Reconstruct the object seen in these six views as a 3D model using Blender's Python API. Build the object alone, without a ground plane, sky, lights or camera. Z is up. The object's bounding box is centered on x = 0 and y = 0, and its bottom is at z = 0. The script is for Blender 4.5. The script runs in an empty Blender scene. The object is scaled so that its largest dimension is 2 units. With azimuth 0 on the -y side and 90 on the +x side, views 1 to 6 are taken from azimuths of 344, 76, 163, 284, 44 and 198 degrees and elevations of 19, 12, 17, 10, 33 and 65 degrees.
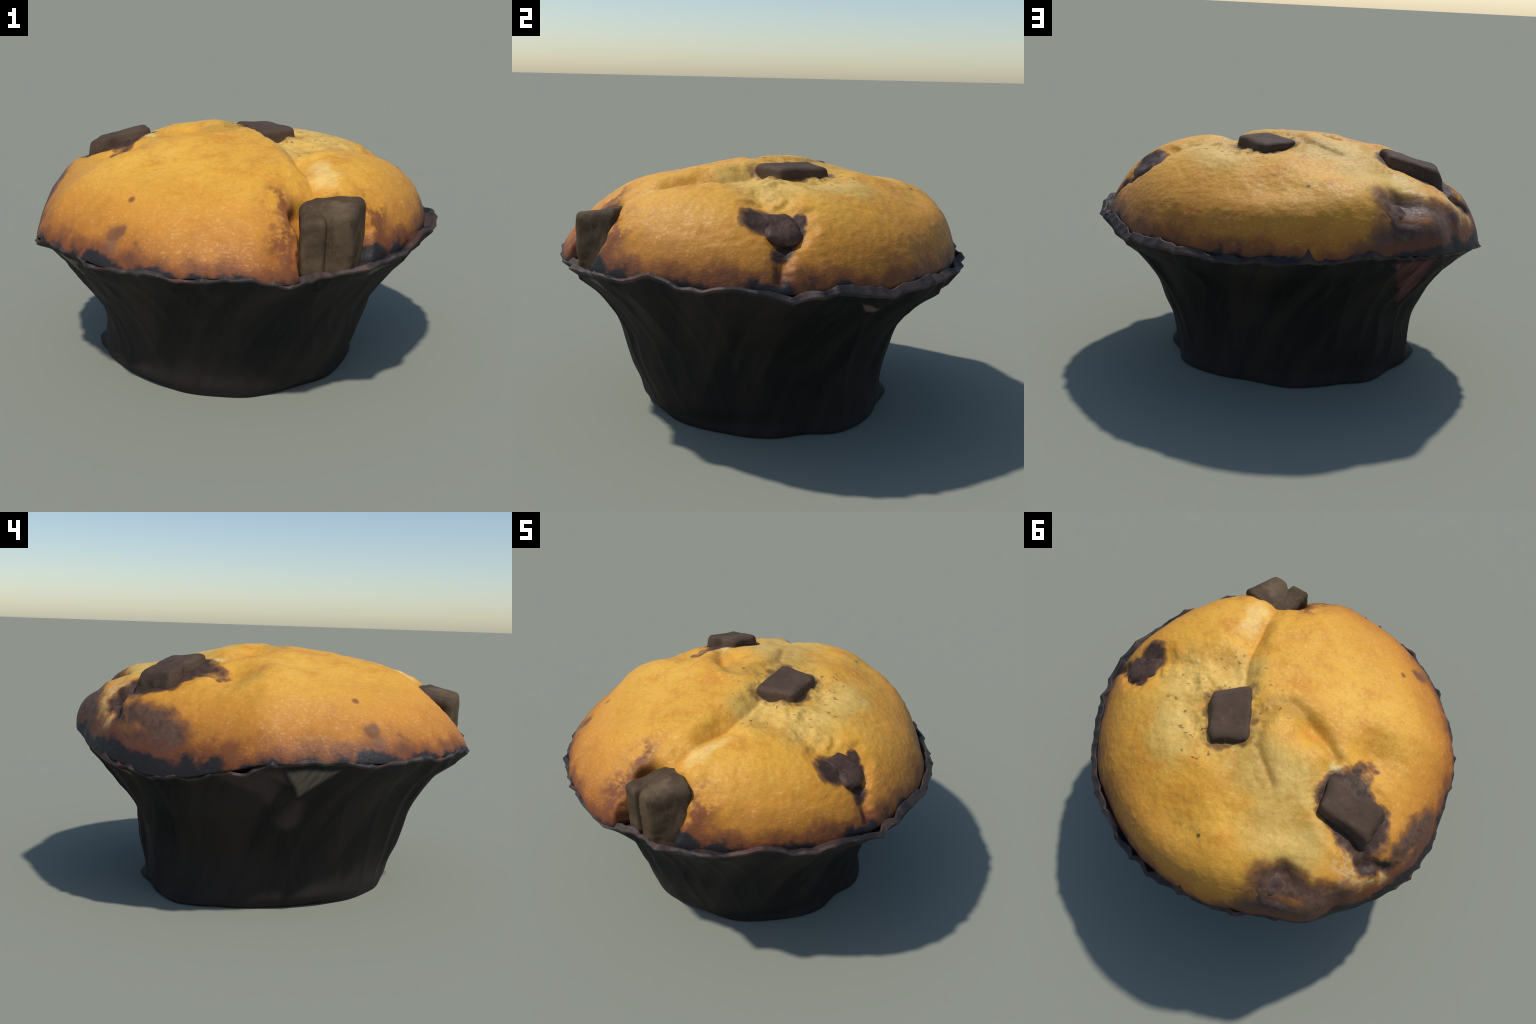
"""Chocolate-chunk muffin in a dark paper liner, built from profiles, rules and noise."""
import bpy, bmesh, math
import numpy as np
from mathutils import Vector, noise

# ------------------------------------------------------------------ helpers
def smooth(a, b, x):
    t = np.clip((np.asarray(x, float) - a) / (b - a), 0, 1)
    return t * t * (3 - 2 * t)


def ring_table(pairs):
    """Periodic monotone-ish (Catmull-Rom) interpolation of (azimuth, value) pairs."""
    pairs = sorted(pairs)
    a = np.array([p[0] for p in pairs], float)
    v = np.array([p[1:] for p in pairs], float)
    n = len(a)

    def f(az):
        az = (np.asarray(az, float) - a[0]) % 360 + a[0]
        i = np.searchsorted(a, az, side="right") - 1
        x0, x1 = a[i], np.where(i + 1 < n, a[(i + 1) % n], a[0] + 360)
        t = ((az - x0) / (x1 - x0))[:, None]
        p0, p1, p2, p3 = v[(i - 1) % n], v[i], v[(i + 1) % n], v[(i + 2) % n]
        m1, m2 = (p2 - p0) / 2, (p3 - p1) / 2
        h = t * t * (3 - 2 * t)
        out = p1 + (p2 - p1) * h + m1 * (t - 2 * t**2 + t**3) * .6 + m2 * (t**3 - t**2) * .6
        return out
    return f


def noise_arr(P, scale, octaves=3, seed=0.0):
    off = Vector((seed * 7.3 + 1.7, seed * 3.1 + 4.2, seed * 5.9 + 8.8))
    return np.array([noise.fractal(Vector(p) * scale + off, 0.9, 2.0, octaves) for p in P])


def gauss(P, c, s):
    return np.exp(-((P - np.array(c)) ** 2).sum(1) / (2 * s * s))


def path_dist(P, path):
    """Distance of every point to a polyline, and the position 0..1 along it."""
    path = np.array(path, float)
    best, along = np.full(len(P), 9.0), np.zeros(len(P))
    for i in range(len(path) - 1):
        a, b = path[i], path[i + 1]
        t = np.clip((P - a) @ (b - a) / ((b - a) @ (b - a)), 0, 1)
        d = np.linalg.norm(P - a - t[:, None] * (b - a), axis=1)
        near = d < best
        best[near] = d[near]
        along[near] = (i + t[near]) / (len(path) - 1)
    return best, along


def grid_mesh(name, V, rows, cols, cap_first=False, cap_last=False):
    """V holds rows*cols vertices (closed around cols) plus cap centres."""
    faces = []
    for r in range(rows - 1):
        for c in range(cols):
            d = (c + 1) % cols
            faces.append((r * cols + c, r * cols + d, (r + 1) * cols + d, (r + 1) * cols + c))
    k = rows * cols
    if cap_first:
        faces += [(k, (c + 1) % cols, c) for c in range(cols)]
        k += 1
    if cap_last:
        b = (rows - 1) * cols
        faces += [(b + c, b + (c + 1) % cols, k) for c in range(cols)]
    me = bpy.data.meshes.new(name)
    me.from_pydata([tuple(p) for p in V], [], faces)
    me.polygons.foreach_set("use_smooth", [True] * len(me.polygons))
    me.update()
    return me


def dirs(az):
    a = np.radians(az)
    return np.stack([np.sin(a), -np.cos(a)], -1)


# ------------------------------------------------------------------ shared tables (azimuth 0 = -y, 90 = +x)
# radius of the foot, and the rim: radius and height of the outer edge of the liner
FOOT = ring_table([(-170, .65), (-156, .693), (-140, .681), (-126, .716), (-114, .743), (-106, .718), (-98, .674), (-74, .609),
                   (-56, .577), (-40, .583), (-22, .575), (-9, .579), (6, .561), (20, .555), (38, .583), (55, .588), (82, .621),
                   (96, .604), (110, .650), (118, .648), (132, .631), (148, .609), (168, .650)])
RIM = ring_table([(-180, .978, .768), (-170, .975, .768), (-160, .987, .760), (-150, .993, .745), (-140, 1.004, .722), (-130, 1.02, .700),
                  (-120, 1.028, .684), (-110, 1.022, .648), (-100, 1.0, .652), (-90, .992, .69), (-80, .997, .728), (-70, .985, .736),
                  (-60, .983, .738), (-50, .990, .733), (-40, .982, .735), (-30, .982, .735), (-20, .975, .742), (-10, .985, .736),
                  (-2, .972, .712), (8, .928, .715), (20, .968, .730), (28, .970, .736), (40, .974, .752), (50, .985, .778), (60, 1.0, .768),
                  (70, 1.006, .775), (80, 1.01, .756), (90, .998, .75), (100, .986, .74), (110, .981, .733), (120, .984, .731),
                  (130, .97, .721), (140, .967, .735), (150, .977, .740), (160, .975, .742), (170, .968, .755)])
# wall radius at eight heights
WALL_Z = [.05, .12, .20, .30, .40, .50, .60, .67]
WALL = ring_table([(-106, .697, .683, .681, .704, .764, .833, .866, .902), (-80, .647, .640, .647, .676, .735, .805, .866, .926),
                   (-50, .608, .616, .636, .672, .725, .790, .866, .938), (-25, .598, .610, .638, .670, .710, .766, .840, .926), (-8, .591, .605, .638, .669, .702, .752, .818, .915),
                   (20, .594, .619, .655, .687, .705, .756, .825, .895), (54, .585, .620, .650, .681, .714, .785, .868, .940),
                   (88, .602, .612, .633, .675, .709, .773, .862, .953), (120, .628, .630, .642, .668, .710, .768, .838, .928),
                   (153, .608, .608, .617, .642, .674, .728, .838, .930), (180, .626, .634, .652, .683, .722, .778, .855, .940),
                   (207, .669, .679, .697, .710, .728, .815, .892, .952), (230, .706, .710, .712, .724, .764, .806, .866, .930)])
# how far the edge of the cake stays inside the rim; how tall the folded liner lip is there
GAP = ring_table([(-106, .012), (-75, .006), (-46, .016), (-14, .006), (12, .012), (42, .050), (62, .066), (85, .045), (120, .038), (150, .042), (180, .022), (207, .010), (230, .012)])
LIP = ring_table([(-130, .45), (-100, .2), (-75, .12), (-40, .12), (-12, .2), (12, .3), (38, .15), (62, .08), (85, .3), (120, .4), (165, .45), (200, .4)])
# how the dome departs from the mean shape (along its normal), by azimuth, at six distances from the middle
SWELL_RHO = [.0, .25, .45, .62, .77, .89, 1.0]
SWELL = ring_table([(-180, -.012, -.007, -.026, -.024, .034, .050, .008), (-150, -.012, -.009, -.008, -.008, .026, .030, .006),
                    (-120, -.012, -.020, -.007, .006, .026, .032, .006), (-90, -.012, -.010, -.028, -.006, -.004, .0, .005),
                    (-60, -.012, -.014, -.040, -.034, -.018, -.028, .002), (-30, -.012, -.022, -.038, -.049, -.036, -.029, -.002),
                    (0, -.012, -.010, -.012, -.004, -.012, -.016, -.001), (30, -.012, .002, -.001, .008, .036, .026, .0),
                    (55, -.012, -.010, -.014, .002, .034, .028, .002), (90, -.012, -.010, -.015, -.006, -.003, -.004, .002),
                    (120, -.012, -.012, -.016, -.012, -.003, .008, .004), (150, -.012, -.012, -.018, -.018, -.006, .030, .006)])


def swell(az, rho):
    """Smooth (Catmull-Rom) interpolation of the table along the distance from the middle."""
    vals = SWELL(az)
    k = np.array(SWELL_RHO)
    last = len(k) - 2
    i = np.clip(np.searchsorted(k, rho, side="right") - 1, 0, last)
    t = np.clip((rho - k[i]) / (k[i + 1] - k[i]), 0, 1)
    a = np.arange(len(az))
    p1, p2 = vals[a, i], vals[a, i + 1]
    i0, i3 = np.maximum(i - 1, 0), np.minimum(i + 2, last + 1)
    step = k[i + 1] - k[i]
    m1 = (p2 - vals[a, i0]) / np.maximum(k[i + 1] - k[i0], 1e-6) * step
    m2 = (vals[a, i3] - p1) / np.maximum(k[i3] - k[i], 1e-6) * step
    h = t * t * (3 - 2 * t)
    return p1 * (1 - h) + p2 * h + m1 * (t - 2 * t**2 + t**3) + m2 * (t**3 - t**2)


TOP = 1.19


def dome_base(az, rho):
    """Undisplaced surface of the cake top: rho 0 at the middle, 1 at the edge."""
    rim = RIM(az)
    R = rim[:, 0] - GAP(az)[:, 0]
    z0 = rim[:, 1] + .002 - .03 * np.exp(-((az - 58 + 180) % 360 - 180) ** 2 / 450)
    z = z0 + (TOP - z0) * (1 - np.clip(rho, 0, 1) ** 2.6) ** .68
    d = dirs(az) * (R * rho)[:, None]
    return np.column_stack([d, z])


# ------------------------------------------------------------------ where things lie on the cake
CRACK = [(.20, -.80, .97), (.175, -.70, 1.03), (.19, -.60, 1.07), (.20, -.48, 1.12), (.215, -.36, 1.15), (.20, -.22, 1.17), (.17, -.10, 1.18)]
MOUND_CREASE = [(.0, .06, 1.19), (-.04, -.02, 1.19), (-.10, -.03, 1.19), (-.18, .0, 1.19), (-.26, .05, 1.18), (-.33, .11, 1.17), (-.40, .17, 1.15)]
MOUND_LINE = [(.0, .12, 1.18), (.0, .23, 1.18), (-.07, .32, 1.17), (-.13, .40, 1.16)]
SPLIT = [(.56, -.16, 1.1), (.64, -.17, 1.06), (.72, -.10, 1.02), (.81, -.08, .965), (.85, -.12, .92), (.90, -.14, .85), (.925, -.15, .79)]
HOOD = [(-.20, .78, .96), (-.24, .73, 1.0), (-.31, .71, 1.0), (-.42, .72, .95), (-.54, .68, .93), (-.60, .70, .86), (-.62, .75, .78)]
B_POS, D_POS, E_POS, F_POS = (-.53, .38, 1.10), (.74, -.10, 1.0), (-.36, .83, .86), (-.86, .33, .85)


def relief(P, az, rho):
    """Signed relief of the cake along its normal."""
    h = np.zeros(len(P))
    xy = P[:, :2]

    def dist2(c):
        return np.linalg.norm(xy - np.array(c), axis=1)
    # sunken, paler middle around the top chunk, open towards the split and the long crack
    basin = 1 - smooth(.12, .34, dist2((.22, .09)) + .03 * noise_arr(P, 5, 2, 3))
    arm = 1 - smooth(.04, .20, path_dist(P, [(.25, .0, 1.16), (.40, -.08, 1.13), (.56, -.13, 1.10)])[0])
    h -= .032 * np.maximum(basin, .7 * arm)
    h += .016 * np.maximum(basin, arm) * noise_arr(P, 10, 3, 41)
    # long crack between the front lobe and the right lobe
    d, t = path_dist(P, CRACK)
    dd = d * (1 + .25 * noise_arr(P, 9, 2, 5))
    side = xy[:, 0] - np.interp(P[:, 1], [c[1] for c in CRACK], [c[0] for c in CRACK])
    w = np.where(side > 0, .070 + .03 * t, .055 + .035 * t)
    h -= np.interp(t, [0, .3, .65, 1], [.015, .055, .080, .03]) * np.exp(-(dd / w) ** 2)
    h -= .012 * np.exp(-(dd / .018) ** 2)
    # right lobe and front lobe swell on each side of it
    h += .006 * gauss(P, (.45, -.44, 1.08), .12)
    h += swell(az, rho)
    # the dough draws back from the standing chunk
    sd = np.abs((az - 14 + 180) % 360 - 180) + 2.5 * noise_arr(P, 9, 2, 31)
    h -= .075 * (1 - smooth(7.0, 12.0, sd)) * smooth(1.02, .96, P[:, 2])
    # mound in the middle with a crease around its front
    h += .020 * gauss(P, (-.08, .12, 1.18), .11)
    d, t = path_dist(P, MOUND_CREASE)
    h -= (.012 + .02 * t) * np.exp(-(d / .035) ** 2)
    d, t = path_dist(P, MOUND_LINE)
    h -= .012 * np.exp(-(d / .02) ** 2)
    # hole around the big chunk, with ragged cracks running to the back edge
    db = path_dist(P, [(-.46, .34, 1.12), (-.60, .42, 1.07)])[0] + .02 * noise_arr(P, 11, 2, 8)
    h -= .022 * (1 - smooth(.12, .21, db))
    d, t = path_dist(P, [(-.62, .52, .99), (-.64, .58, .93), (-.69, .56, .90), (-.74, .54, .86)])
    h -= .030 * np.exp(-((d + .014 * noise_arr(P, 18, 2, 9)) / .032) ** 2)
    h += .012 * gauss(P, (-.62, .69, .90), .06) + .016 * gauss(P, (-.42, .20, 1.14), .04)
    # split over the right-hand chunk
    dn = np.linalg.norm((P - np.array(D_POS)) / np.array([.13, .13, .13]), axis=1) + .25 * noise_arr(P, 12, 2, 12)
    h -= .018 * (1 - smooth(.75, 1.25, dn))
    d, t = path_dist(P, SPLIT)
    wid = np.interp(t, [0, .3, .55, .75, 1], [.05, .06, .055, .038, .024])
    h -= np.interp(t, [0, .3, .55, .8, 1], [.03, .016, .032, .036, .026]) * np.exp(-((d + .012 * noise_arr(P, 20, 2, 13)) / wid) ** 2)
    h += .014 * gauss(P, (.72, .14, 1.02), .10) + .014 * gauss(P, (.74, -.34, .98), .12)
    # melted hollow at the back with a hood over it
    d, t = path_dist(P, HOOD)
    h += np.interp(t, [0, .3, .6, 1], [.004, .008, .016, .006]) * np.exp(-(d / .045) ** 2)
    h -= .035 * gauss(P, (-.30, .76, .97), .06)
    h += .05 * gauss(P, (-.44, .87, .84), .085) - .012 * gauss(P, (-.28, .90, .84), .07)
    h -= .055 * gauss(P, (.32, -.18, 1.14), .07) + .045 * gauss(P, (-.23, .07, 1.17), .05)
    h += .016 * gauss(P, (.20, -.56, 1.07), .06) + .022 * gauss(P, (.15, .57, 1.1), .10)
    # sunken, smeared batter beside the big chunk, and between it and the hollow
    h -= .055 * gauss(P, (-.59, .08, 1.08), .085) + .03 * gauss(P, (-.34, .60, 1.07), .065) + .035 * gauss(P, (-.31, .76, .97), .06) - .02 * gauss(P, (.08, -.04, 1.17), .06)
    # soft unevenness, fine crumb
    edge = smooth(1.0, .9, rho)
    h += (.012 * noise_arr(P, 2.6, 2, 20) + .0045 * noise_arr(P, 9, 3, 21) + .0016 * noise_arr(P, 34, 2, 22)) * (.35 + .65 * edge)
    h -= .012 * gauss(P, (-.68, -.58, .86), .05)
    return h


def build_cake():
    rows, cols = 230, 620
    # rows spaced evenly along the profile
    s = np.linspace(0, 1, 4001)
    rr = 1 - (1 - s) ** 1.6
    zz = .5 * (1 - rr**2.6) ** .62
    L = np.concatenate([[0], np.cumsum(np.hypot(np.diff(rr), np.diff(zz)))])
    rho_rows = np.interp(np.linspace(0, L[-1], rows + 1), L, rr)[1:][::-1]
    az = np.tile(np.arange(cols) * 360 / cols, rows)
    rho = np.repeat(rho_rows, cols)
    P = dome_base(az, rho)
    # outward normal of the undisplaced dome
    e = 1e-3
    da = dome_base(az + .2, rho) - dome_base(az - .2, rho)
    dr = dome_base(az, np.minimum(rho + e, 1 - 1e-9)) - dome_base(az, np.minimum(rho + e, 1) - 2 * e)
    N = np.cross(dr, da)
    N /= np.linalg.norm(N, axis=1)[:, None] + 1e-12
    N[N[:, 2] < 0] *= 1
    N = np.where((N * np.column_stack([P[:, :2], np.full(len(P), .5)])).sum(1)[:, None] < 0, -N, N)
    h = relief(P, az, rho)
    # a skirt that tucks in below the edge
    V = P + N * h[:, None]
    first = V[:cols].copy()
    skirt = []
    for k, (f, dz) in enumerate([(.86, -.03), (.95, -.015), (.985, -.006)]):
        q = first.copy()
        q[:, :2] *= f
        q[:, 2] += dz
        skirt.append(q)
    V = np.vstack(skirt + [V, [[0, 0, V[-cols:, 2].mean()]]])
    return grid_mesh("cake_top", V, rows + 3, cols, cap_last=True)


# ------------------------------------------------------------------ liner
def pleats(az, seed, n=46):
    """Irregular pleats around the liner, -1..1: sharp valleys, rounded ridges of uneven size."""
    a = np.radians(az)
    c = np.column_stack([np.sin(a), np.cos(a), np.full(len(a), seed)])
    ph = n * a + 5.5 * noise_arr(c, 2.3, 3, seed)
    amp = np.clip(.62 + 1.1 * noise_arr(c, 3.1, 2, seed + 5), .08, 1.3)
    return amp * (1 - 2 * np.abs(np.sin(ph / 2)) ** .8)


def build_liner():
    cols = 720
    az = np.arange(cols) * 360 / cols
    d = dirs(az)
    foot, rim, wall, lip = FOOT(az)[:, 0], RIM(az), WALL(az), LIP(az)[:, 0]
    R, Z = rim[:, 0], rim[:, 1]
    pl, pl2 = pleats(az, 1.0), pleats(az, 4.0, 67)
    fine = np.array([noise.noise(Vector((x * 9, y * 9, 3.3))) for x, y in d])
    wide = np.array([noise.noise(Vector((x * 5, y * 5, 9.1))) for x, y in d])
    Rt = R + .009 * pl + .004 * pl2 + .006 * fine
    Zt = Z + .005 * pl2 + .010 * fine + .012 * wide
    # pointed flaps where a pleat has opened, and bites between them
    for a0, out, down, w in ((-1, .012, .010, 2.6), (19.6, .045, -.012, 3.0), (32.5, .042, -.018, 3.4), (47, -.006, -.012, 4), (63, .002, .016, 3.5),
                             (83, .010, .024, 5.0), (96, .004, -.016, 4), (109, .018, .010, 3), (127, .016, -.024, 5), (143, .02, .010, 4), (161, .016, .012, 3),
                             (188, .012, .0, 4), (214, .004, .008, 4), (240, .02, .012, 3), (252, .012, .012, 2.5), (263, .004, .014, 3), (276, .02, .024, 3.5),
                             (292, .010, -.014, 4), (307, .016, .008, 3), (322, .018, -.010, 3), (338, .008, .012, 3), (349, .006, -.014, 3)):
        k = np.exp(-(np.abs((az - a0 + 180) % 360 - 180) / w) ** 1.4)
        Rt, Zt = Rt + out * k - .004 * np.sqrt(k), Zt - down * k
    lip = lip * np.clip(.85 + 1.2 * noise_arr(np.column_stack([d, 0 * az]), 4.2, 2, 51), .4, 1.4)
    rows = []

    def row(r, z):
        rows.append(np.column_stack([d * r[:, None], z]))
    one = np.ones(cols)
    row(foot * .5, 0 * one)
    row(foot - .02, 0 * one)
    row(foot - .004, .002 * one)
    row(foot + .001, .010 * one)
    # the wall is interpolated smoothly through the table heights, up to the rim
    for z in np.concatenate([np.linspace(.03, .67, 38)]):
        knots_z = [0.0] + WALL_Z
        vals = np.column_stack([foot, wall])
        i = np.clip(np.searchsorted(knots_z, z) - 1, 0, len(knots_z) - 2)
        t = (z - knots_z[i]) / (knots_z[i + 1] - knots_z[i])
        p1, p2 = vals[:, i], vals[:, i + 1]
        p0 = vals[:, i - 1] if i > 0 else p1
        p3 = vals[:, i + 2] if i + 2 < vals.shape[1] else 2 * p2 - p1
        m1, m2 = (p2 - p0) / 2, (p3 - p1) / 2
        r = p1 * (1 - t * t * (3 - 2 * t)) + p2 * t * t * (3 - 2 * t) + m1 * (t - 2 * t**2 + t**3) + m2 * (t**3 - t**2)
        twist = 14 * (z - .3) * (1 + .6 * np.sin(np.radians(az + 80)))
        a = .0070 * smooth(.0, .2, z) + .004 * smooth(.35, .6, z)
        r = r + a * pleats(az + twist, 2.0, 31) + .009 * np.array([noise.noise(Vector((x * 4, y * 4, z * 3.0))) for x, y in d])
        row(r, z * (1 + (Z / .74 - 1) * smooth(.3, .67, z)))
    r6 = rows[-1][:, :2]
    r6 = np.linalg.norm(r6, axis=1)
    for t in (.3, .65, .9):
        row(r6 + (Rt - .002 - r6) * (t ** 1.05) + .003 * pl * t, .67 / .74 * Z * (1 - t) + (Zt - .004) * t)
    nwall = len(rows)
    row(Rt, Zt)
    # the lip folds up and in against the cake, then the paper turns down inside
    row(Rt - .003, Zt + .004)
    for t in (.3, .6, .85):
        row(Rt - .006 - lip * (.055 * t) + .006 * pl * t, Zt + .004 + lip * (.062 * t ** .9) + .008 * pl2 * lip * t + .008 * fine * lip * t)
    row(Rt - .008 - lip * .058 + .007 * pl, Zt + .004 + lip * .066 + .005 * pl2 * lip + .008 * fine * lip)
    row(Rt - .014 - lip * .060 + .007 * pl, Zt + .001 + lip * .062 + .005 * pl2 * lip + .008 * fine * lip)
    row(Rt - .024 - lip * .055, Zt - .004)
    row(Rt - .07 - lip * .05, Zt - .012)
    row(Rt - .16, Zt - .03)
    V = np.vstack(rows + [[[0, 0, 0]]])
    me = grid_mesh("paper_liner", V, len(rows), cols, cap_first=True)
    idx = [1 if p.vertices[0] >= nwall * cols - cols and p.vertices[0] < len(rows) * cols else 0 for p in me.polygons]
    return me, idx


# ------------------------------------------------------------------ chunks
def build_chunk(name, top, bottom, rounding, rough, seed, cuts=26, shape=None):
    """A worn chocolate cube: rounded box stretched between two quadrilaterals."""
    bm = bmesh.new()
    bmesh.ops.create_cube(bm, size=2)
    bmesh.ops.subdivide_edges(bm, edges=bm.edges[:], cuts=cuts, use_grid_fill=True)
    top, bottom = np.array(top, float), np.array(bottom, float)
    c = np.vstack([top, bottom]).mean(0)
    for v in bm.verts:
        p = np.array(v.co)
        core = np.clip(p, -1 + rounding, 1 - rounding)
        q = p - core
        n = np.linalg.norm(q)
        if n > 1e-9:
            m = np.abs(q).max()
            q = q / n * m
        p = core + q
        u, w, t = (p + 1) / 2
        lo = bottom[0] * (1 - u) * (1 - w) + bottom[1] * u * (1 - w) + bottom[2] * u * w + bottom[3] * (1 - u) * w
        hi = top[0] * (1 - u) * (1 - w) + top[1] * u * (1 - w) + top[2] * u * w + top[3] * (1 - u) * w
        x = lo * (1 - t) + hi * t
        out = (x - c) / (np.linalg.norm(x - c) + 1e-9)
        s = Vector(x)
        k = rough * (noise.fractal(s * 7 + Vector((seed, 0, 0)), 1, 2, 2) + .35 * noise.fractal(s * 26 + Vector((0, seed, 0)), 1, 2, 2))
        x = x + out * k
        if shape:
            x = shape(x, u, w, t)
        v.co = x
    bmesh.ops.recalc_face_normals(bm, faces=bm.faces[:])
    me = bpy.data.meshes.new(name)
    bm.to_mesh(me)
    bm.free()
    me.polygons.foreach_set("use_smooth", [True] * len(me.polygons))
    return me


def grooved(x, u, w, t):
    # a score line down the front face and over the top of the standing chunk
    g = math.exp(-((x[0] - .168) / .013) ** 2) * max(0, 1 - w * 1.6)
    x = x + np.array([-.02, .95, 0]) *   .032 * g
    x[2] -= .020 * math.exp(-((x[0] - .168) / .02) ** 2) * t * max(0, 1 - w * 1.2)
    return x


def chunks(cake):
    pts, nor = np.empty(len(cake.vertices) * 3), np.empty(len(cake.vertices) * 3)
    cake.vertices.foreach_get("co", pts)
    cake.vertices.foreach_get("normal", nor)
    pts, nor = pts.reshape(-1, 3), nor.reshape(-1, 3)

    def on(p, out):
        near = ((pts - np.array(p)) ** 2).sum(1)
        k = near.argmin()
        n = nor[near < .004].mean(0)
        return pts[k] + n / np.linalg.norm(n) * out
    out = []
    A_top = [(.118, -.082, 1.178), (.304, .003, 1.174), (.236, .250, 1.164), (.040, .212, 1.180)]
    A_bot = [(.095, -.105, 1.03), (.325, .002, 1.03), (.255, .285, 1.03), (.02, .235, 1.03)]
    out.append(("pale", build_chunk("chocolate_chunk", A_top, A_bot, .27, .008, 1.0)))
    B_top = [(-.685, .335, 1.080), (-.395, .262, 1.160), (-.385, .450, 1.140), (-.635, .505, 1.070)]
    B_bot = [(-.71, .325, .95), (-.365, .230, 1.0), (-.355, .470, .98), (-.655, .560, .90)]

    def notch(x, u, w, t):
        g = math.exp(-((x[0] + .56) / .035) ** 2 - ((x[1] - .27) / .04) ** 2)
        return x + np.array([.3, 1, -.6]) * .035 * g
    out.append(("pale", build_chunk("chocolate_chunk", B_top, B_bot, .28, .009, 2.0, shape=notch)))
    C_top = [(.040, -.878, .940), (.258, -.915, .980), (.392, -.742, 1.015), (.13, -.60, .995)]
    C_bot = [(.055, -.872, .690), (.268, -.906, .690), (.402, -.770, .690), (.11, -.64, .690)]
    out.append(("toffee", build_chunk("chocolate_chunk", C_top, C_bot, .24, .009, 3.0, shape=grooved)))
    # half-sunk, melted chunks follow the surface they look out of
    D_at = ((.655, -.20, 1.02), (.83, -.195, .94), (.835, -.055, .95), (.665, -.03, 1.035))
    D_out = [on(p, h) for p, h in zip(D_at, (.010, .026, .026, .008))]
    D_in = [on(p, -.10) for p in D_at]
    out.append(("melted", build_chunk("chocolate_chunk", D_out, D_in, .62, .018, 4.0)))
    E_out = [on((-.14, .82, .95), .010), on((-.30, .76, .98), .012), on((-.40, .88, .85), .016), on((-.24, .92, .82), .022)]
    E_in = [on(p, -.10) for p in ((-.14, .82, .95), (-.30, .76, .98), (-.40, .88, .85), (-.24, .92, .82))]
    out.append(("melted", build_chunk("chocolate_chunk", E_out, E_in, .5, .018, 5.0)))
    F_out = [on((-.77, .50, .85), .008), on((-.85, .26, .89), .006), on((-.95, .22, .80), .008), on((-.86, .46, .77), .012)]
    F_in = [on(p, -.10) for p in ((-.77, .50, .85), (-.85, .26, .89), (-.95, .22, .80), (-.86, .46, .77))]
    out.append(("melted", build_chunk("chocolate_chunk", F_out, F_in, .45, .010, 6.0)))
    return out


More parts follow.
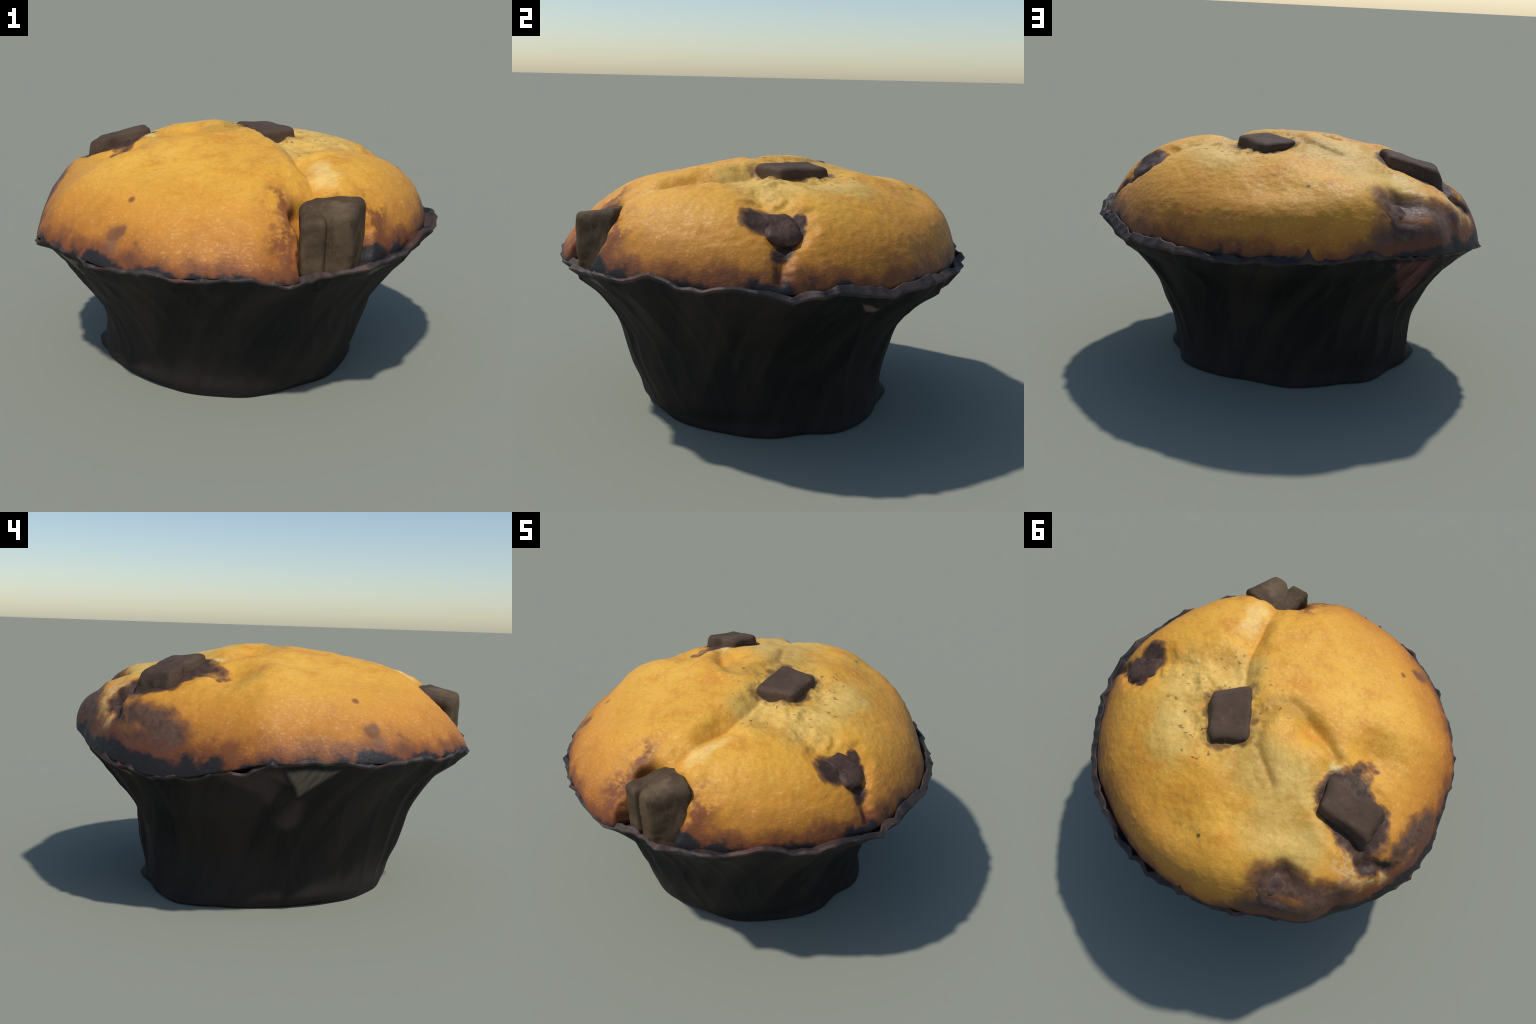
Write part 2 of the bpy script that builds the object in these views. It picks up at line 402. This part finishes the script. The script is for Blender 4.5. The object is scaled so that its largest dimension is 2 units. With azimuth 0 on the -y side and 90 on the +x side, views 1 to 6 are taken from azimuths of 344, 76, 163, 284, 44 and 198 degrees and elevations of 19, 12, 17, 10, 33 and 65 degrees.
# ------------------------------------------------------------------ materials
class Nodes:
    """Small expression builder for shader nodes."""

    def __init__(self, name):
        self.mat = bpy.data.materials.new(name)
        self.mat.use_nodes = True
        self.t = self.mat.node_tree
        self.bsdf = self.t.nodes["Principled BSDF"]
        tc = self.t.nodes.new("ShaderNodeTexCoord")
        self.co = tc.outputs["Object"]

    def put(self, sock, v):
        if isinstance(v, bpy.types.NodeSocket):
            self.t.links.new(v, sock)
        elif isinstance(v, (tuple, list)) and len(v) == 3 and sock.type == "RGBA":
            sock.default_value = (*v, 1)
        else:
            sock.default_value = v

    def math(self, op, a, b=0.0, c=0.0, clamp=False):
        n = self.t.nodes.new("ShaderNodeMath")
        n.operation, n.use_clamp = op, clamp
        for s, v in zip(n.inputs, (a, b, c)):
            self.put(s, v)
        return n.outputs[0]

    def vec(self, op, a, b=(0, 0, 0), out=0):
        n = self.t.nodes.new("ShaderNodeVectorMath")
        n.operation = op
        self.put(n.inputs[0], a)
        self.put(n.inputs[1], b)
        return n.outputs[out]

    def scaled(self, s, rot=(0, 0, 0), co=None):
        n = self.t.nodes.new("ShaderNodeMapping")
        self.put(n.inputs["Vector"], co or self.co)
        n.inputs["Scale"].default_value = s if isinstance(s, tuple) else (s, s, s)
        n.inputs["Rotation"].default_value = rot
        return n.outputs[0]

    def noise(self, scale, detail=3, rough=.55, co=None, distort=0.0, colour=False):
        n = self.t.nodes.new("ShaderNodeTexNoise")
        self.put(n.inputs["Vector"], co or self.co)
        n.inputs["Scale"].default_value, n.inputs["Detail"].default_value = scale, detail
        n.inputs["Roughness"].default_value, n.inputs["Distortion"].default_value = rough, distort
        return n.outputs["Color" if colour else "Fac"]

    def voronoi(self, scale, co=None, feature="F1", out="Distance"):
        n = self.t.nodes.new("ShaderNodeTexVoronoi")
        n.feature = feature
        self.put(n.inputs["Vector"], co or self.co)
        n.inputs["Scale"].default_value = scale
        return n.outputs[out]

    def step(self, x, a, b, lo=0.0, hi=1.0):
        n = self.t.nodes.new("ShaderNodeMapRange")
        n.interpolation_type = "SMOOTHSTEP"
        self.put(n.inputs[0], x)
        for i, v in zip((1, 2, 3, 4), (a, b, lo, hi)):
            n.inputs[i].default_value = v
        return n.outputs[0]

    def mix(self, f, a, b, mode="MIX"):
        n = self.t.nodes.new("ShaderNodeMix")
        n.data_type, n.blend_type = "RGBA", mode
        self.put(n.inputs[0], f)
        self.put(n.inputs[6], a)
        self.put(n.inputs[7], b)
        return n.outputs[2]

    def near(self, p, co=None):
        return self.vec("DISTANCE", co or self.co, p, out=1)

    def near_path(self, path, co=None):
        """Distance to a polyline."""
        best = None
        for a, b in zip(path[:-1], path[1:]):
            a, b = Vector(a), Vector(b)
            ab = b - a
            pa = self.vec("SUBTRACT", co or self.co, tuple(a))
            t = self.math("DIVIDE", self.vec("DOT_PRODUCT", pa, tuple(ab), out=1), ab.length_squared, clamp=True)
            sc = self.t.nodes.new("ShaderNodeVectorMath")
            sc.operation = "SCALE"
            sc.inputs[0].default_value = ab
            self.put(sc.inputs["Scale"], t)
            d = self.vec("DISTANCE", pa, sc.outputs[0], out=1)
            best = d if best is None else self.math("MINIMUM", best, d)
        return best

    def xyz(self, co=None):
        n = self.t.nodes.new("ShaderNodeSeparateXYZ")
        self.put(n.inputs[0], co or self.co)
        return n.outputs

    def bump(self, h, strength, dist, base=None):
        n = self.t.nodes.new("ShaderNodeBump")
        n.inputs["Strength"].default_value, n.inputs["Distance"].default_value = strength, dist
        self.put(n.inputs["Height"], h)
        if base:
            self.put(n.inputs["Normal"], base)
        return n.outputs[0]

    def finish(self, colour, rough, normal=None, spec=.3):
        self.put(self.bsdf.inputs["Base Color"], colour)
        self.put(self.bsdf.inputs["Roughness"], rough)
        self.put(self.bsdf.inputs["Specular IOR Level"], spec)
        if normal:
            self.put(self.bsdf.inputs["Normal"], normal)
        return self.mat


def cake_material():
    n = Nodes("baked_cake")
    # coordinates with a ragged offset, for torn and soaked edges
    rag = n.vec("SUBTRACT", n.noise(11, 3, .55, colour=True), (.5, .5, .5))
    sc = n.t.nodes.new("ShaderNodeVectorMath")
    sc.operation = "SCALE"
    n.put(sc.inputs[0], rag)
    sc.inputs["Scale"].default_value = .12
    rco = n.vec("ADD", n.co, sc.outputs[0])
    x, y, z = n.xyz()
    big, mid, fine = n.noise(2.4, 3), n.noise(8, 4, .6), n.noise(38, 3, .6)
    mott = n.noise(20, 4, .7, distort=.6)
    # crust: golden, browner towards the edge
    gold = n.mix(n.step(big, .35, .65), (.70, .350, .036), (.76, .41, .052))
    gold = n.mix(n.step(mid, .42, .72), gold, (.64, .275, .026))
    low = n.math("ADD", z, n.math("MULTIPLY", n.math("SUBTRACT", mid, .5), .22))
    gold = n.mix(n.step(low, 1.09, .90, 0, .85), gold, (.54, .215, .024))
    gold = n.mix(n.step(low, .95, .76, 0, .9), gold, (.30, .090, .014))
    # pale, underbaked middle
    pale_d = n.near_path([(.24, -.16, 1.15), (.22, .12, 1.13), (-.02, .30, 1.17), (-.24, .40, 1.14)], rco)
    pale_d = n.math("MINIMUM", pale_d, n.near_path([(.45, -.08, 1.12), (.42, .26, 1.12)], rco))
    pale_d = n.math("MINIMUM", pale_d, n.near_path([(-.2, .58, 1.06), (-.32, .62, 1.04)], rco))
    pale = n.mix(n.step(mid, .4, .65), (.66, .445, .120), (.60, .37, .075))
    gold = n.mix(n.step(pale_d, .24, .06, 0, .85), gold, pale)
    # olive tint deep in the folds of the batter
    fold = n.math("MINIMUM", n.near_path(MOUND_CREASE, rco), n.near_path([(-.13, .40, 1.16), (0, .2, 1.18)], rco))
    gold = n.mix(n.step(fold, .08, .02, 0, .6), gold, (.40, .225, .035))
    # fresh cream slope in the crack
    gold = n.mix(n.step(n.near_path([(.255, -.60, 1.04), (.26, -.48, 1.10)], rco), .09, .03, 0, .9), gold, (.80, .53, .16))
    gold = n.mix(n.step(n.near((-.41, .225, 1.13), rco), .06, .025), gold, (.68, .55, .22))
    # pale flecks: glints off the crust painted into its colour; fine mottling
    streak = n.noise(1, 2, .6, co=n.scaled((60, 60, 105)), distort=.35)
    gold = n.mix(n.step(streak, .52, .80, 0, .26), gold, (.92, .62, .22))
    gold = n.mix(n.step(streak, .42, .28, 0, .32), gold, (.46, .19, .025))
    gold = n.mix(n.step(mott, .52, .30, 0, .25), gold, (.42, .17, .02))
    blister = n.math("MULTIPLY", n.step(n.noise(60, 3, .7, distort=.4), .56, .66), n.step(n.noise(3.1, 2), .48, .62))
    gold = n.mix(n.math("MULTIPLY", blister, .16), gold, (.90, .62, .30))
    # chocolate shavings round the top chunk
    sv = n.voronoi(15, n.scaled((1.0, 2.1, 1), (0, 0, .7), co=rco))
    zone = n.math("MULTIPLY", n.step(n.near((.19, .06, 1.13)), .42, .30), n.step(n.noise(6, 2), .47, .56))
    gold = n.mix(n.math("MULTIPLY", n.step(sv, .25, .12), n.math("MULTIPLY", zone, .8)), gold, (.17, .065, .022))
    # reddish staining beside the standing chunk and below it
    red = n.near_path([(.02, -.74, 1.03), (.06, -.83, .95), (-.02, -.88, .88), (.02, -.93, .78)], rco)
    red = n.math("MINIMUM", red, n.near_path([(.43, -.76, .95), (.46, -.80, .84)], rco))
    red = n.math("MULTIPLY", n.step(red, .14, .02), n.step(n.noise(11, 3, .7), .38, .56))
    gold = n.mix(n.math("MULTIPLY", red, .9), gold, (.18, .052, .018))
    # dark chocolate soaked into the cake
    choc = (.030, .016, .012)
    halo = n.near_path([(.105, -.09, 1.13), (.31, .01, 1.13), (.24, .265, 1.12), (.03, .22, 1.14), (.105, -.09, 1.13)], rco)
    gold = n.mix(n.step(halo, .045, .012, 0, .8), gold, (.11, .045, .018))
    soak = n.near_path([(-.49, .34, 1.10), (-.62, .45, 1.04)], rco)
    soak = n.step(soak, .180, .115)
    # close to the split the soaking keeps a tight outline
    tight = n.t.nodes.new("ShaderNodeMix")
    tight.data_type = "VECTOR"
    tight.inputs[0].default_value = .8
    n.put(tight.inputs[4], n.co)
    n.put(tight.inputs[5], rco)
    tight = tight.outputs[1]
    for path, r in ((SPLIT[3:], .020), ([(.80, -.10, .965), (.855, -.125, .905)], .045), ([(.72, -.19, 1.0), (.76, -.10, .98)], .068), ([(.71, -.03, 1.03), (.79, -.04, .97), (.85, -.11, .91)], .026)):
        soak = n.math("MAXIMUM", soak, n.step(n.near_path(path, tight), r * 1.6, r * .7))
    for path, r in (([(-.62, .50, .99), (-.64, .60, .92), (-.72, .55, .88), (-.78, .50, .82)], .040), ([(-.58, .12, 1.08), (-.53, .22, 1.11)], .035)):
        soak = n.math("MAXIMUM", soak, n.step(n.near_path(path, rco), r * 2.0, r * .5))
    melt = None
    for path, r in (([(-.78, .46, .86), (-.84, .36, .86), (-.92, .25, .82)], .060), ([(-.80, .52, .76), (-.93, .30, .74)], .07),
                    ([(-.20, .80, .93), (-.30, .78, .92), (-.45, .80, .90), (-.58, .74, .84)], .072),
                    ([(-.22, .90, .80), (-.42, .88, .80), (-.60, .78, .76)], .10), ([(-.06, .93, .74), (-.3, .92, .74)], .07)):
        m = n.step(n.near_path(path, rco), r * 2.2, r * .45)
        melt = m if melt is None else n.math("MAXIMUM", melt, m)
    tone = n.mix(n.step(mott, .35, .65), choc, (.070, .038, .027))
    # pale torn crumb along the cracks below the big chunk
    crumb = n.near_path([(-.56, .62, .98), (-.60, .68, .92), (-.68, .63, .87), (-.74, .60, .82)], rco)
    gold = n.mix(n.math("MULTIPLY", n.step(crumb, .075, .03), n.step(mott, .40, .55)), gold, (.66, .42, .17))
    gold = n.mix(n.step(melt, .02, .5, 0, .8), gold, n.mix(n.step(mott, .35, .6), (.26, .095, .028), (.15, .058, .024)))
    gold = n.mix(n.step(melt, .45, .92, 0, .93), gold, n.mix(n.step(mott, .32, .65), (.060, .031, .021), (.115, .064, .043)))
    gold = n.mix(n.step(soak, .02, .45, 0, .85), gold, n.mix(n.step(mott, .35, .6), (.24, .095, .028), (.14, .055, .022)))
    gold = n.mix(n.step(soak, .42, .92, 0, .95), gold, tone)
    # small scars and specks
    for p, r, c in (((-.59, -.48, .976), .018, (.20, .06, .02)), ((.136, .719, 1.046), .012, (.03, .02, .02)),
                    ((-.68, -.585, .86), .055, (.14, .055, .026)), ((-.62, -.70, .78), .055, (.08, .034, .024)),
                    ((-.70, -.62, .80), .045, (.20, .095, .045))):
        gold = n.mix(n.step(n.near(p, rco if r > .03 else n.co), r * 1.3, r * .5, 0, .85), gold, c)
    # dark ragged band along the bottom edge of the cake
    dark_edge = n.math("ADD", z, n.math("MULTIPLY", n.math("SUBTRACT", n.noise(7, 3, .6), .5), .24))
    # the rim dips on the left, and the dark band follows it
    ang = n.math("ARCTAN2", x, n.math("MULTIPLY", y, -1.0))
    q = n.math("DIVIDE", n.math("ADD", ang, 1.84), .36)
    dip = n.math("MULTIPLY", n.math("EXPONENT", n.math("MULTIPLY", n.math("MULTIPLY", q, q), -1.0)), .05)
    q = n.math("DIVIDE", n.math("ADD", ang, -.95), .55)
    rise = n.math("MULTIPLY", n.math("EXPONENT", n.math("MULTIPLY", n.math("MULTIPLY", q, q), -1.0)), -.02)
    q = n.math("DIVIDE", n.math("ADD", ang, -.08), .22)
    dip = n.math("ADD", dip, n.math("MULTIPLY", n.math("EXPONENT", n.math("MULTIPLY", n.math("MULTIPLY", q, q), -1.0)), .03))
    q = n.math("DIVIDE", n.math("ADD", ang, 2.40), .42)
    rise = n.math("ADD", rise, n.math("MULTIPLY", n.math("EXPONENT", n.math("MULTIPLY", n.math("MULTIPLY", q, q), -1.0)), -.045))
    dark_edge = n.math("ADD", n.math("ADD", dark_edge, dip), rise)
    gold = n.mix(n.step(dark_edge, .850, .775, 0, .8), gold, (.150, .045, .018))
    gold = n.mix(n.step(dark_edge, .778, .738), gold, (.018, .015, .017))
    h = n.math("ADD", n.math("MULTIPLY", streak, .6), n.math("ADD", n.math("MULTIPLY", fine, .5), n.math("MULTIPLY", mott, .3)))
    h = n.math("ADD", h, n.math("MULTIPLY", n.noise(95, 2, .6), .35))
    nor = n.bump(h, .26, .010)
    rough = n.step(streak, .3, .7, .68, .52)
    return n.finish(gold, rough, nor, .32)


def chocolate_material(name, dark, light, rough, warm=None):
    n = Nodes(name)
    a, b = n.noise(4.5, 3, .55), n.noise(28, 4, .65, distort=.5)
    c = n.mix(n.step(a, .35, .65), dark, light)
    c = n.mix(n.step(b, .55, .72, 0, .45), c, tuple(min(1, v * 1.5 + .01) for v in light))
    c = n.mix(n.step(b, .45, .28, 0, .5), c, tuple(v * .55 for v in dark))
    if warm:
        c = n.mix(n.step(n.noise(7, 3, .7, co=n.scaled((1, 1, .35))), .5, .66, 0, .6), c, warm)
    return n.finish(c, rough, n.bump(n.math("ADD", b, n.math("MULTIPLY", a, .5)), .2, .008), .1)


def paper_material():
    n = Nodes("dark_paper")
    x, y, z = n.xyz()
    ang = n.math("ARCTAN2", x, n.math("MULTIPLY", y, -1.0))
    swirl = n.math("ADD", ang, n.math("MULTIPLY", z, -.55))
    cv = n.t.nodes.new("ShaderNodeCombineXYZ")
    n.put(cv.inputs[0], n.math("MULTIPLY", n.math("SINE", swirl), 1.0))
    n.put(cv.inputs[1], n.math("MULTIPLY", n.math("COSINE", swirl), 1.0))
    n.put(cv.inputs[2], n.math("MULTIPLY", z, .22))
    folds = n.noise(4.5, 3, .55, co=cv.outputs[0])
    thin = n.noise(26, 3, .6, co=cv.outputs[0])
    c = n.mix(n.step(folds, .38, .64), (.0105, .0105, .0098), (.029, .0225, .0185))
    c = n.mix(n.step(thin, .50, .75, 0, .35), c, (.030, .024, .021))
    lower_band = n.step(n.math("ADD", z, n.math("MULTIPLY", n.noise(5, 3), .35)), .52, .30, 0, .55)
    c = n.mix(lower_band, c, (.027, .0205, .0185))
    # worn and greasy patches below the rim: torn corners with straight edges, laid out in angle and height
    rag = n.math("MULTIPLY", n.math("SUBTRACT", n.noise(6, 3), .5), .05)
    au, hv = n.math("ADD", ang, rag), n.math("ADD", z, rag)

    def patch(corners, soft):
        m, k = None, len(corners)
        area = sum(corners[i][0] * corners[(i + 1) % k][1] - corners[(i + 1) % k][0] * corners[i][1] for i in range(k))
        sg = 1 if area > 0 else -1
        for i in range(k):
            (u0, v0), (u1, v1) = corners[i], corners[(i + 1) % k]
            ln = math.hypot(u1 - u0, v1 - v0) * sg
            nu, nv = -(v1 - v0) / ln, (u1 - u0) / ln
            dd = n.math("ADD", n.math("MULTIPLY_ADD", au, nu, -(u0 * nu + v0 * nv)), n.math("MULTIPLY", hv, nv))
            e = n.step(dd, -soft * .3, soft)
            m = e if m is None else n.math("MULTIPLY", m, e)
        return m
    streaky = n.math("MULTIPLY", n.step(n.near_path([(-.96, -.04, .68), (-.90, -.147, .628), (-.782, -.247, .521), (-.74, -.23, .45)]), .085, .03), n.step(folds, .30, .52))
    c = n.mix(n.math("MULTIPLY", streaky, .8), c, (.062, .043, .040))
    c = n.mix(n.math("MULTIPLY", patch([(-1.30, .71), (-1.04, .72), (-1.225, .565)], .02), .85), c, n.mix(n.step(thin, .4, .6), (.14, .105, .085), (.21, .165, .13)))
    c = n.mix(n.math("MULTIPLY", patch([(-1.50, .71), (-1.30, .71), (-1.25, .62)], .03), .6), c, (.085, .060, .055))
    red = n.mix(n.step(thin, .42, .6), (.16, .050, .040), (.075, .035, .030))
    c = n.mix(n.math("MULTIPLY", patch([(-2.93, .735), (-2.62, .735), (-2.54, .40), (-2.74, .54)], .02), .85), c, red)
    c = n.mix(n.math("MULTIPLY", patch([(-2.40, .70), (-2.16, .70), (-2.12, .60), (-2.34, .64)], .02), .8), c, (.17, .115, .11))
    c = n.mix(n.math("MULTIPLY", patch([(.38, .70), (.52, .72), (.46, .64)], .02), .7), c, (.15, .15, .11))
    c = n.mix(n.math("MULTIPLY", patch([(1.76, .70), (1.80, .69), (1.94, .63), (1.80, .64)], .012), .8), c, (.16, .115, .09))
    return n.finish(c, .75, n.bump(folds, .25, .02), .18)


def lip_material():
    n = Nodes("greasy_paper_rim")
    a, b = n.noise(7, 3, .6), n.noise(24, 4, .65, distort=.4)
    c = n.mix(n.step(a, .38, .62), (.022, .019, .020), (.060, .040, .034))
    c = n.mix(n.step(n.noise(5.3, 2), .54, .70, 0, .6), c, (.100, .036, .020))
    c = n.mix(n.step(b, .58, .74, 0, .55), c, (.13, .092, .08))
    return n.finish(c, .6, n.bump(b, .35, .012), .3)


# ------------------------------------------------------------------ assemble
def main():
    col = bpy.context.scene.collection
    root = bpy.data.objects.new("chocolate_chunk_muffin", None)
    col.objects.link(root)
    root["label"] = "golden muffin with dark chocolate chunks in a dark paper liner"
    root["category"] = "muffin"

    def add(name, me, *mats):
        o = bpy.data.objects.new(name, me)
        for m in mats:
            me.materials.append(m)
        o.parent = root
        col.objects.link(o)
        return o
    cake = build_cake()
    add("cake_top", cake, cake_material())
    me, idx = build_liner()
    add("paper_liner", me, paper_material(), lip_material())
    me.polygons.foreach_set("material_index", idx)
    looks = {"pale": chocolate_material("matt_chocolate", (.076, .049, .034), (.100, .065, .044), .65),
             "toffee": chocolate_material("baked_chocolate", (.070, .046, .027), (.115, .078, .045), .65, (.17, .115, .075)),
             "melted": chocolate_material("melted_chocolate", (.075, .045, .036), (.135, .084, .064), .5, (.18, .12, .095))}
    for look, me in chunks(cake):
        add("chocolate_chunk", me, looks[look])


main()
